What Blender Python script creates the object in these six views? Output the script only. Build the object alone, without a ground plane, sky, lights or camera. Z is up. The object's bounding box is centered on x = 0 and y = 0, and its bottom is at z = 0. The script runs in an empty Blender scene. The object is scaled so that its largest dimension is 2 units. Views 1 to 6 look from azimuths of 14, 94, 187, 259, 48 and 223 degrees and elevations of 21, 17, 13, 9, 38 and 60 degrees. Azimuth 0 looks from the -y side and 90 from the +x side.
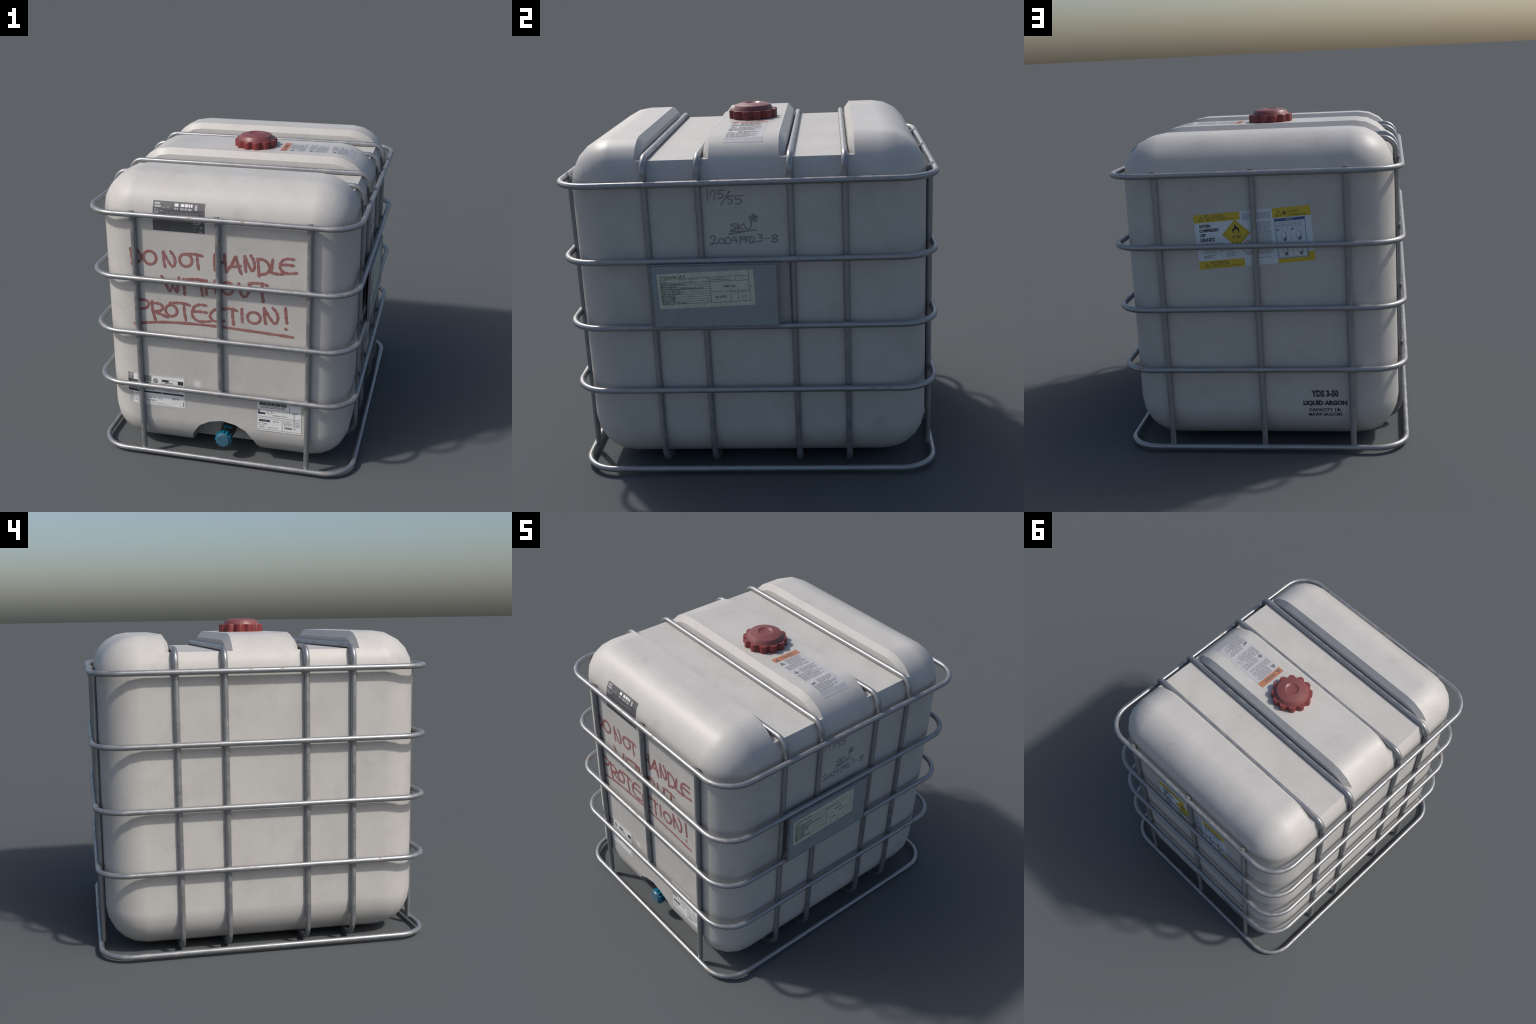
"""Caged bulk liquid container: a blow-moulded plastic tank in a welded tube cage."""
import bpy, bmesh, math, random
from math import pi, sin, cos, sqrt, radians
from mathutils import Vector, Matrix
from mathutils.bvhtree import BVHTree

rng = random.Random(7)
CX = -0.0072                      # the whole cage sits a little off centre: the plate sticks out on +x

# ---------------------------------------------------------------- sizes (metres)
TANK_HX, TANK_HY = 0.788, 0.9468   # half sizes of the tank
TANK_Z0, TANK_Z1 = 0.032, 1.864
TANK_R = 0.24                     # rounding of every tank edge, in five facets
CHANNEL_Z = TANK_Z1 - TANK_R + TANK_R * cos(radians(54)) + 0.0006   # floor of the two hoop channels in the roof
RING_HX, RING_HY, RING_R = 0.8300, 0.9832, 0.185
TUBE = 0.0168
RING_Z = (1.6585, 1.2495, 0.8815, 0.5155, 0.0336)
HOOP_Y = (-0.514, -0.2365, 0.2365, 0.514)
HOOP_CX, HOOP_HX, HOOP_TOP = -0.0092, 0.7985, 1.7822
POST_X_FRONT, POST_X_BACK = (-0.525, 0.0, 0.5505), (-0.522, 0.0, 0.553)
POST_Y = 0.9625


# ---------------------------------------------------------------- materials
def new_material(name):
    m = bpy.data.materials.new(name)
    m.use_nodes = True
    nt = m.node_tree
    return m, nt, nt.nodes["Principled BSDF"]


def node(nt, kind, **kw):
    n = nt.nodes.new(kind)
    for k, v in kw.items():
        if k in n.inputs.keys():
            n.inputs[k].default_value = v
        else:
            setattr(n, k, v)
    return n


def ramp(nt, fac, stops):
    r = nt.nodes.new("ShaderNodeValToRGB")
    els = r.color_ramp.elements
    while len(els) < len(stops):
        els.new(0.5)
    for e, (p, c) in zip(els, stops):
        e.position = p
        e.color = (*c, 1) if len(c) == 3 else c
    nt.links.new(fac, r.inputs["Fac"])
    return r.outputs["Color"]


def mix(nt, fac, a, b, mode="MIX"):
    m = nt.nodes.new("ShaderNodeMix")
    m.data_type = "RGBA"
    m.blend_type = mode
    for sock, val in ((m.inputs[0], fac), (m.inputs[6], a), (m.inputs[7], b)):
        if isinstance(val, bpy.types.NodeSocket):
            nt.links.new(val, sock)
        else:
            sock.default_value = val if isinstance(val, (int, float)) else (*val, 1)
    return m.outputs[2]


def coords(nt, jitter=False, scale=(1, 1, 1)):
    tc = nt.nodes.new("ShaderNodeTexCoord")
    mp = nt.nodes.new("ShaderNodeMapping")
    mp.inputs["Scale"].default_value = scale
    nt.links.new(tc.outputs["Object"], mp.inputs["Vector"])
    if jitter:                                   # every repeat wears differently
        oi = nt.nodes.new("ShaderNodeObjectInfo")
        mul = node(nt, "ShaderNodeVectorMath", operation="SCALE")
        cmb = nt.nodes.new("ShaderNodeCombineXYZ")
        for k in range(3):
            nt.links.new(oi.outputs["Random"], cmb.inputs[k])
        nt.links.new(cmb.outputs[0], mul.inputs[0])
        mul.inputs["Scale"].default_value = 37.0
        nt.links.new(mul.outputs[0], mp.inputs["Location"])
    return mp.outputs["Vector"]


def noise(nt, vec, scale, detail=3.0, rough=0.55):
    n = node(nt, "ShaderNodeTexNoise", Scale=scale, Detail=detail, Roughness=rough)
    nt.links.new(vec, n.inputs["Vector"])
    return n.outputs["Fac"]


def bump(nt, bsdf, height, strength, dist=0.01):
    b = node(nt, "ShaderNodeBump", Strength=strength, Distance=dist)
    nt.links.new(height, b.inputs["Height"])
    nt.links.new(b.outputs["Normal"], bsdf.inputs["Normal"])


def plastic_tank_material():
    m, nt, b = new_material("weathered_white_plastic")
    v = coords(nt)
    cloud = noise(nt, v, 4.0, 5, 0.62)
    col = ramp(nt, cloud, [(0.30, (0.428, 0.412, 0.390)), (0.62, (0.475, 0.460, 0.440))])
    fine = noise(nt, v, 46.0, 4, 0.6)
    col = mix(nt, 0.16, col, ramp(nt, fine, [(0.35, (0.385, 0.368, 0.348)), (0.65, (0.495, 0.480, 0.459))]))
    dirt = noise(nt, v, 5.5, 6, 0.66)             # sparse grey smudges
    col = mix(nt, ramp(nt, dirt, [(0.56, (0, 0, 0)), (0.80, (0.42,) * 3)]), col, (0.275, 0.262, 0.245))
    # one soft-edged pale spot low on the front
    geo = nt.nodes.new("ShaderNodeTexCoord")
    d = node(nt, "ShaderNodeVectorMath", operation="DISTANCE")
    nt.links.new(geo.outputs["Object"], d.inputs[0])
    d.inputs[1].default_value = (-0.163, -0.947, 0.548)
    col = mix(nt, ramp(nt, d.outputs["Value"], [(0.012, (0.75,) * 3), (0.034, (0, 0, 0))]), col, (0.66, 0.66, 0.65))
    nt.links.new(col, b.inputs["Base Color"])
    rg = ramp(nt, cloud, [(0.3, (0.43,) * 3), (0.7, (0.52,) * 3)])
    nt.links.new(rg, b.inputs["Roughness"])
    b.inputs["Specular IOR Level"].default_value = 0.42
    bump(nt, b, fine, 0.06, 0.003)
    return m


def steel_material():
    m, nt, b = new_material("galvanised_steel_tube")
    v = coords(nt, jitter=True)
    cloud = noise(nt, v, 12.0, 4)
    col = ramp(nt, cloud, [(0.3, (0.285, 0.290, 0.300)), (0.7, (0.325, 0.33, 0.338))])
    rust = noise(nt, v, 15.0, 6, 0.68)
    mask = ramp(nt, rust, [(0.585, (0, 0, 0)), (0.72, (0.75,) * 3)])
    col = mix(nt, mask, col, (0.205, 0.135, 0.105))
    nt.links.new(col, b.inputs["Base Color"])
    nt.links.new(ramp(nt, rust, [(0.5, (0.68,) * 3), (0.72, (0.30,) * 3)]), b.inputs["Metallic"])
    nt.links.new(ramp(nt, rust, [(0.45, (0.33,) * 3), (0.72, (0.6,) * 3)]), b.inputs["Roughness"])
    return m


def plain(name, color, rough=0.5, vary=0.12, scale=20.0, metallic=0.0, spec=0.5):
    m, nt, b = new_material(name)
    v = coords(nt)
    n = noise(nt, v, scale, 4)
    lo = tuple(c * (1 - vary) for c in color)
    hi = tuple(min(1, c * (1 + vary)) for c in color)
    nt.links.new(ramp(nt, n, [(0.3, lo), (0.7, hi)]), b.inputs["Base Color"])
    b.inputs["Roughness"].default_value = rough
    b.inputs["Metallic"].default_value = metallic
    b.inputs["Specular IOR Level"].default_value = spec
    return m


def paint_material(name, ink, under):
    """Marker or brush paint that lets the plastic show through unevenly."""
    m, nt, b = new_material(name)
    v = coords(nt)
    n = noise(nt, v, 60.0, 5, 0.7)
    big = noise(nt, v, 9.0, 2)
    c1 = mix(nt, ramp(nt, n, [(0.38, (0, 0, 0)), (0.75, (0.7,) * 3)]), ink, under)
    c2 = mix(nt, ramp(nt, big, [(0.4, (0, 0, 0)), (0.7, (0.35,) * 3)]), c1, under)
    nt.links.new(c2, b.inputs["Base Color"])
    b.inputs["Roughness"].default_value = 0.5
    return m


def red_cap_material():
    m, nt, b = new_material("faded_red_plastic")
    v = coords(nt)
    n = noise(nt, v, 22.0, 5, 0.65)
    side = ramp(nt, n, [(0.3, (0.150, 0.017, 0.017)), (0.7, (0.185, 0.024, 0.022))])
    top = ramp(nt, n, [(0.3, (0.165, 0.049, 0.048)), (0.7, (0.202, 0.063, 0.061))])
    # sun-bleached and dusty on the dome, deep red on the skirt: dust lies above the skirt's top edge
    geo = nt.nodes.new("ShaderNodeTexCoord")
    sep = nt.nodes.new("ShaderNodeSeparateXYZ")
    nt.links.new(geo.outputs["Object"], sep.inputs[0])
    mr = node(nt, "ShaderNodeMapRange")
    mr.inputs["From Min"].default_value, mr.inputs["From Max"].default_value = 0.0460, 0.0495
    nt.links.new(sep.outputs["Z"], mr.inputs["Value"])
    nt.links.new(mix(nt, mr.outputs["Result"], side, top), b.inputs["Base Color"])
    b.inputs["Roughness"].default_value = 0.42
    bump(nt, b, noise(nt, v, 150.0, 3), 0.08, 0.002)
    return m


M_TANK = plastic_tank_material()
M_STEEL = steel_material()
M_RED = red_cap_material()
M_BLUE = plain("blue_plastic", (0.008, 0.125, 0.205), 0.32, 0.12, 40)
M_BLUE_FACE = plain("scuffed_blue_plastic", (0.042, 0.115, 0.172), 0.40, 0.12, 30)
M_PIPE = plain("dark_brown_pipe", (0.060, 0.050, 0.044), 0.6, 0.2, 30)
M_PLATE = plain("painted_steel_plate", (0.265, 0.292, 0.302), 0.5, 0.06, 12, 0.1)
M_FRAME = plain("plate_edge_steel", (0.23, 0.235, 0.26), 0.42, 0.15, 30, 0.6)
M_PAPER = plain("aged_greenish_paper", (0.51, 0.525, 0.415), 0.7, 0.10, 26)
M_INK = plain("black_print", (0.030, 0.030, 0.032), 0.6, 0.15, 60)
M_GREY_INK = plain("grey_print", (0.20, 0.20, 0.205), 0.6, 0.2, 90)
M_SOFT_INK = plain("pale_grey_print", (0.34, 0.34, 0.345), 0.6, 0.15, 90)
M_DULL_INK = plain("worn_grey_print", (0.20, 0.195, 0.20), 0.6, 0.25, 90)
M_DARK_INK = plain("worn_dark_print", (0.115, 0.108, 0.105), 0.6, 0.2, 60)
M_WHITE = plain("white_sticker", (0.70, 0.70, 0.70), 0.45, 0.05, 30)
M_FILM = plain("clear_sticker_edge", (0.47, 0.465, 0.46), 0.4, 0.05, 30)
M_BLUEWHITE = plain("bluish_white_sticker", (0.56, 0.60, 0.645), 0.5, 0.06, 30)
M_LILAC = plain("lilac_grey_sticker", (0.40, 0.398, 0.415), 0.5, 0.05, 30)
M_YELLOW = plain("yellow_sticker", (0.53, 0.385, 0.035), 0.5, 0.08, 25)
M_OLIVE = plain("dark_yellow_print", (0.24, 0.18, 0.04), 0.6, 0.15, 60)
M_NAVY = plain("navy_print", (0.055, 0.090, 0.22), 0.5, 0.1, 40)
M_SKY = plain("blue_outline_print", (0.16, 0.26, 0.42), 0.5, 0.1, 40)
M_REDLINE = plain("red_outline_print", (0.45, 0.08, 0.09), 0.5, 0.1, 40)
M_ORANGE = plain("orange_sticker", (0.38, 0.155, 0.085), 0.55, 0.08, 30)
M_CHARCOAL = plain("charcoal_sticker", (0.085, 0.084, 0.090), 0.42, 0.12, 25)
M_SILVER_INK = plain("silver_print", (0.36, 0.36, 0.375), 0.5, 0.15, 90)
M_BRUSH = paint_material("red_brush_paint", (0.225, 0.080, 0.077), (0.335, 0.205, 0.195))
M_MARKER = paint_material("faded_black_marker", (0.175, 0.175, 0.185), (0.30, 0.295, 0.295))
M_STENCIL = plain("black_stencil_paint", (0.030, 0.032, 0.034), 0.55, 0.3, 70)


# ---------------------------------------------------------------- mesh helpers
def make_object(name, verts, faces, mats, face_mats=None, parent=None, smooth=None, loc=(0, 0, 0)):
    me = bpy.data.meshes.new(name)
    me.from_pydata([tuple(v) for v in verts], [], faces)
    for mt in (mats if isinstance(mats, (list, tuple)) else [mats]):
        me.materials.append(mt)
    if face_mats:
        for p, k in zip(me.polygons, face_mats):
            p.material_index = k
    me.validate()
    if smooth is not None:
        me.shade_smooth()
        me.set_sharp_from_angle(angle=radians(smooth))
    ob = bpy.data.objects.new(name, me)
    bpy.context.scene.collection.objects.link(ob)
    ob.location = loc
    if parent:
        ob.parent = parent
    return ob


def rounded_rect_path(ha, hb, radii, steps=10):
    """Closed path round a rectangle; radii for corners (+,+), (-,+), (-,-), (+,-)."""
    pts = []
    for (sa, sb, a0), r in zip(((1, 1, 0), (-1, 1, 90), (-1, -1, 180), (1, -1, 270)), radii):
        for k in range(steps + 1):
            a = radians(a0 + 90 * k / steps)
            pts.append((sa * (ha - r) + r * cos(a), sb * (hb - r) + r * sin(a)))
    return pts


def sweep(path, normal, radius, closed=True, sides=16):
    """Round tube along a flat path whose plane has the given normal."""
    n = Vector(normal)
    P = [Vector(p) for p in path]
    N = len(P)
    verts, faces = [], []
    for i, p in enumerate(P):
        a = P[(i - 1) % N] if closed or i else p
        b = P[(i + 1) % N] if closed or i < N - 1 else p
        side = (b - a).normalized().cross(n)
        for k in range(sides):
            t = 2 * pi * k / sides
            verts.append(p + radius * (cos(t) * side + sin(t) * n))
    for i in range(N if closed else N - 1):
        for k in range(sides):
            j = (i + 1) % N
            faces.append((i * sides + k, i * sides + (k + 1) % sides, j * sides + (k + 1) % sides, j * sides + k))
    if not closed:
        faces.append(tuple(range(sides))[::-1])
        faces.append(tuple((N - 1) * sides + k for k in range(sides)))
    return verts, faces


def lathe(outline_rings):
    """Stack of closed outlines (lists of points, same count) capped at both ends."""
    n = len(outline_rings[0])
    verts = [p for ring in outline_rings for p in ring]
    faces = [tuple(range(n))[::-1]]
    for i in range(len(outline_rings) - 1):
        for k in range(n):
            faces.append((i * n + k, i * n + (k + 1) % n, (i + 1) * n + (k + 1) % n, (i + 1) * n + k))
    faces.append(tuple((len(outline_rings) - 1) * n + k for k in range(n)))
    return verts, faces


def gear_outline(tip, valley, teeth=12, phase=0.0):
    """Scalloped grip: blunt teeth with hollowed flutes between them."""
    pts = []
    for t in range(teeth):
        for da, f in ((-15, 0.0), (-12.5, 0.14), (-9.0, 0.52), (-5.5, 0.92), (-3.8, 0.99), (0, 1.0),
                      (3.8, 0.99), (5.5, 0.92), (9.0, 0.52), (12.5, 0.14)):
            a = radians(360 / teeth * (t + phase) + da * 12 / teeth)
            r = valley + (tip - valley) * f
            pts.append((r * cos(a), r * sin(a)))
    return pts


def circle_like(outline, r):
    return [(r * x / sqrt(x * x + y * y), r * y / sqrt(x * x + y * y)) for x, y in outline]


# ---------------------------------------------------------------- root
root = bpy.data.objects.new("bulk_liquid_container", None)
bpy.context.scene.collection.objects.link(root)
root["label"] = "white plastic bulk liquid tank in a grey tubular steel cage"
root["category"] = "liquid tank"


# ---------------------------------------------------------------- tank
def rounded_box():
    bm = bmesh.new()
    bmesh.ops.create_cube(bm, size=1.0)
    for v in bm.verts:
        v.co = Vector((v.co.x * 2 * TANK_HX + CX, v.co.y * 2 * TANK_HY,
                       (v.co.z + 0.5) * (TANK_Z1 - TANK_Z0) + TANK_Z0))
    bmesh.ops.bevel(bm, geom=list(bm.edges), offset=TANK_R, offset_type="OFFSET", segments=5,
                    profile=0.5, affect="EDGES", clamp_overlap=False)
    mid, core = Vector((CX, 0, (TANK_Z0 + TANK_Z1) / 2)), (TANK_HX - TANK_R, TANK_HY - TANK_R, (TANK_Z1 - TANK_Z0) / 2 - TANK_R)
    for v in bm.verts:                           # true quarter-rounds and ball corners
        q = v.co - mid
        c = Vector([max(-core[k], min(core[k], q[k])) for k in range(3)])
        v.co = mid + c + (q - c).normalized() * TANK_R
    bmesh.ops.recalc_face_normals(bm, faces=bm.faces)
    return bm


def roof_profile(depth):
    """Half section (x, z) of the roof, inset by depth, from the crown out to the channel floor."""
    cx, cz, r = TANK_HX - TANK_R, TANK_Z1 - TANK_R, TANK_R - depth
    top = cz + r
    pts = [(0.0, max(top, CHANNEL_Z)), (cx, max(top, CHANNEL_Z))]
    floor_angle = math.acos(min(1, (CHANNEL_Z - cz) / r)) if top > CHANNEL_Z else 0.0
    for k in range(1, 5):                        # facets of 18 degrees, stopping at the channel floor
        a = min(k * radians(18), floor_angle)
        pts.append((cx + r * sin(a), max(cz + r * cos(a), CHANNEL_Z)))
    pts[-1] = (pts[-1][0] + 1e-4, CHANNEL_Z)
    pts.append((TANK_HX + 0.1, CHANNEL_Z))
    return pts


def channel_cutter(y_in, y_out):
    """Solid to take out of the roof: chamfered flank, steep wall, flat floor, and the same mirrored."""
    flank = ((-0.002, -0.0025), (0.033, 0.0395), (0.0395, 0.0975))
    stations = [(y_in + (dy if y_in > 0 else 0.86 * dy), d) for dy, d in flank]
    stations += [(y_out - (dy if y_out < 0 else 0.86 * dy), d) for dy, d in flank[::-1]]
    rings = []
    for y, d in stations:
        half = roof_profile(d)
        low = [(-x, z) for x, z in half[:0:-1]] + half
        ring = [(CX + x, y, z) for x, z in low]
        ring += [(CX + TANK_HX + 0.1, y, 2.1), (CX - TANK_HX - 0.1, y, 2.1)]
        rings.append(ring)
    v, f = lathe(rings)
    return v, f


def notch_cutter():
    """Arched recess for the outlet valve."""
    half = [(0.262, -0.02), (0.236, 0.070), (0.221, 0.118), (0.200, 0.178), (0.149, 0.2445), (0.085, 0.280)]
    arch = half + [(0.0, 0.2975)] + [(-x, z) for x, z in half[::-1]]
    rings = []
    for y, grow in ((-1.05, 0.004), (-0.947, 0.003), (-0.930, -0.002), (-0.709, -0.006)):
        rings.append([(CX + x * (1 + grow * 4), y, z + (grow if z > 0.1 else 0)) for x, z in arch])
    v, f = lathe(rings)
    return v, f


def round_normals(me):
    """Shade the coarse rounding as the true rounded box; blend the cut faces only among themselves."""
    core = (TANK_HX - TANK_R, TANK_HY - TANK_R, (TANK_Z1 - TANK_Z0) / 2 - TANK_R)
    mid = Vector((CX, 0, (TANK_Z0 + TANK_Z1) / 2))

    def ideal(p):
        q = p - mid
        d = Vector([q[k] - max(-core[k], min(core[k], q[k])) for k in range(3)])
        return d.normalized() if d.length > 0.5 * TANK_R else None
    outer = []
    for p in me.polygons:
        n = ideal(p.center)
        depth = (p.center - mid)
        d = Vector([depth[k] - max(-core[k], min(core[k], depth[k])) for k in range(3)]).length
        outer.append(n is not None and n.dot(p.normal) > 0.93 and d > TANK_R - 0.025)
    around = {}
    for p in me.polygons:
        if not outer[p.index]:
            for v in p.vertices:
                around.setdefault(v, []).append(p)
    normals = [None] * len(me.loops)
    for p in me.polygons:
        for li in p.loop_indices:
            v = me.loops[li].vertex_index
            n = ideal(me.vertices[v].co) if outer[p.index] else None
            if n is None:
                n = Vector((0, 0, 0))
                for q in around.get(v, [p]):
                    if q.normal.dot(p.normal) > cos(radians(24)):
                        n += q.normal * (q.area ** 0.5)
                n = n.normalized() if n.length > 0 else p.normal
            normals[li] = n
    me.shade_smooth()
    me.normals_split_custom_set([tuple(n) for n in normals])


def build_tank():
    bm = rounded_box()
    me = bpy.data.meshes.new("tank")
    bm.to_mesh(me)
    bm.free()
    me.materials.append(M_TANK)
    tank = bpy.data.objects.new("tank", me)
    bpy.context.scene.collection.objects.link(tank)
    cutters = []
    for v, f in (channel_cutter(0.180, 0.566), channel_cutter(-0.566, -0.180), notch_cutter()):
        c = make_object("cutter", v, f, M_TANK)
        b = bmesh.new()
        b.from_mesh(c.data)
        bmesh.ops.recalc_face_normals(b, faces=b.faces)
        b.to_mesh(c.data)
        b.free()
        cutters.append(c)
        md = tank.modifiers.new("cut", "BOOLEAN")
        md.operation, md.solver, md.object = "DIFFERENCE", "EXACT", c
    dg = bpy.context.evaluated_depsgraph_get()
    out = bpy.data.meshes.new_from_object(tank.evaluated_get(dg))
    tank.modifiers.clear()
    tank.data = out
    out.name = "tank"
    for c in cutters:
        bpy.data.objects.remove(c)
    b = bmesh.new()
    b.from_mesh(out)
    bmesh.ops.remove_doubles(b, verts=b.verts, dist=0.0004)
    bmesh.ops.dissolve_degenerate(b, edges=b.edges, dist=0.0003)
    b.to_mesh(out)
    b.free()
    round_normals(out)
    tank.parent = root
    return tank


tank = build_tank()
bpy.context.view_layer.update()
TANK_TREE = BVHTree.FromPolygons([v.co[:] for v in tank.data.vertices], [p.vertices[:] for p in tank.data.polygons])


# ---------------------------------------------------------------- cage
ring_path = [(CX + x, y, 0) for x, y in rounded_rect_path(RING_HX, RING_HY, (RING_R,) * 4, 12)]
v, f = sweep(ring_path, (0, 0, 1), TUBE)
first_ring = make_object("cage_ring", v, f, M_STEEL, parent=root, smooth=50, loc=(0, 0, RING_Z[0]))
for z in RING_Z[1:]:
    o = first_ring.copy()
    o.location.z = z
    bpy.context.scene.collection.objects.link(o)

hz0 = 0.008 + TUBE
hoop_path = [(HOOP_CX + x, 0, z + (HOOP_TOP + hz0) / 2) for x, z in
             rounded_rect_path(HOOP_HX, (HOOP_TOP - hz0) / 2, (0.078, 0.078, 0.146, 0.146), 10)]
v, f = sweep(hoop_path, (0, 1, 0), TUBE)
first_hoop = make_object("cage_hoop", v, f, M_STEEL, parent=root, smooth=50, loc=(0, HOOP_Y[0], 0))
for y in HOOP_Y[1:]:
    o = first_hoop.copy()
    o.location.y = y
    bpy.context.scene.collection.objects.link(o)


def post(x, y, z0, z1, source=None):
    if source:
        o = source.copy()
        o.location = (CX + x, y, 0)
        bpy.context.scene.collection.objects.link(o)
        return o
    r, out = TUBE, (1 if y > 0 else -1)
    rings = []
    # the tube is squashed flat at both ends and the flat tongue leans out to the ring it is welded to
    for pz, flat, lean in ((z0, 0.12, 0.016), (z0 + 0.004, 0.14, 0.014), (z0 + 0.026, 1.0, 0.0),
                           (z1 - 0.026, 1.0, 0.0), (z1 - 0.004, 0.14, 0.014), (z1, 0.12, 0.016)):
        rings.append([(r * cos(2 * pi * k / 16), out * lean + flat * r * sin(2 * pi * k / 16), pz) for k in range(16)])
    vv, ff = lathe(rings)
    return make_object("cage_post", vv, ff, M_STEEL, parent=root, smooth=50, loc=(CX + x, y, 0))


long_post = post(POST_X_FRONT[0], -POST_Y, 0.017, 1.681)
post(POST_X_FRONT[2], -POST_Y, 0, 0, long_post)
back_post = post(POST_X_BACK[0], POST_Y, 0.017, 1.681)
for x in POST_X_BACK[1:]:
    post(x, POST_Y, 0, 0, back_post)
post(POST_X_FRONT[1], -POST_Y, 0.484, 1.681)           # the middle front post stops above the valve


# ---------------------------------------------------------------- fill cap
def grip_cap(name, tip, valley, profile, skirt_h, axis, loc, mats, face_split, parent, phase=0.0):
    """Gear-edged screw cap; profile = (radius, height) steps from the skirt's top edge to the centre."""
    g0 = gear_outline(tip, valley, 12, phase)
    g1 = gear_outline(tip - 0.015 * tip, valley - 0.012 * valley, 12, phase)
    rings = [[(x, y, 0) for x, y in g0], [(x, y, skirt_h - 0.022 * tip) for x, y in g0], [(x, y, skirt_h) for x, y in g1]]
    for r, h in profile:
        rings.append([(x, y, h) for x, y in circle_like(g0, r)])
    v, f = lathe(rings)
    n = len(g0)
    fm = [0] + [0 if i < face_split else 1 for i in range(len(rings) - 1) for _ in range(n)] + [1]
    fm = fm if len(mats) > 1 else None
    rot = Matrix.Identity(3) if axis == "z" else Matrix.Rotation(radians(90), 3, "X")
    v = [rot @ Vector(p) for p in v]
    return make_object(name, v, f, mats, fm, parent, smooth=28, loc=loc)


grip_cap("fill_cap", 0.1405, 0.1215,
         [(0.1172, 0.0485), (0.1165, 0.0500), (0.1030, 0.0725), (0.1015, 0.0740), (0.080, 0.0805), (0.058, 0.0850),
          (0.0475, 0.0860), (0.0450, 0.0845), (0.036, 0.0775), (0.033, 0.0768), (0.004, 0.0768)],
         0.0480, "z", (CX, 0, TANK_Z1 - 0.001), [M_RED], 0, root, 0.5)


# ---------------------------------------------------------------- outlet valve
VZ = 0.1495
rings = []
for y, r in ((-0.690, 0.047), (-0.760, 0.047), (-0.765, 0.049), (-0.800, 0.049), (-0.806, 0.046), (-0.905, 0.044)):
    rings.append([(CX + r * cos(2 * pi * k / 28), y, VZ + r * sin(2 * pi * k / 28)) for k in range(28)])
v, f = lathe(rings)
valve = make_object("outlet_valve", v, f, M_PIPE, parent=root, smooth=35)
grip_cap("valve_cap", 0.0560, 0.0475,
         [(0.0465, 0.0365), (0.0452, 0.0385), (0.0410, 0.0480), (0.0390, 0.0492), (0.003, 0.0500)],
         0.0355, "-y", (CX, -0.895, VZ), [M_BLUE, M_BLUE_FACE], 3, valve)


def valve_handle():
    verts, faces = [], []

    def add(vf):
        k = len(verts)
        verts.extend(vf[0])
        faces.extend(tuple(i + k for i in q) for q in vf[1])
    cx, cy = CX - 0.004, -0.855
    add(lathe([[(cx + r * cos(2 * pi * k / 20), cy + r * sin(2 * pi * k / 20), z) for k in range(20)]
               for z, r in ((0.188, 0.011), (0.206, 0.011), (0.208, 0.013), (0.217, 0.013), (0.219, 0.011))]))
    # paddle arm with a rounded end
    out = [(0.0, -0.010), (0.024, -0.0085), (0.040, -0.011), (0.047, -0.007), (0.049, 0.0), (0.047, 0.007),
           (0.040, 0.011), (0.024, 0.0085), (0.0, 0.010)]
    a = radians(-12)
    pts = [(cx + x * cos(a) - y * sin(a), cy + x * sin(a) + y * cos(a)) for x, y in out]
    add(lathe([[(x, y, z + (0.002 if i in (3, 4, 5) else 0)) for i, (x, y) in enumerate(pts)] for z in (0.204, 0.214)]))
    return make_object("valve_handle", verts, faces, M_BLUE, parent=valve, smooth=35)


valve_handle()


# ---------------------------------------------------------------- printed labels and writing
def text_mesh(body, size, bold=0.0, spacing=1.0):
    """Outline text as (points, triangles), origin at its left baseline; returns its width too."""
    cu = bpy.data.curves.new("lettering", "FONT")
    cu.body, cu.size, cu.offset, cu.space_character = body, size, bold * size, spacing
    cu.resolution_u = 2
    ob = bpy.data.objects.new("lettering", cu)
    bpy.context.scene.collection.objects.link(ob)
    dg = bpy.context.evaluated_depsgraph_get()
    me = bpy.data.meshes.new_from_object(ob.evaluated_get(dg))
    pts = [(q.co.x, q.co.y) for q in me.vertices]
    tris = [tuple(p.vertices) for p in me.polygons]
    bpy.data.objects.remove(ob)
    bpy.data.curves.remove(cu)
    bpy.data.meshes.remove(me)
    return pts, tris


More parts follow.
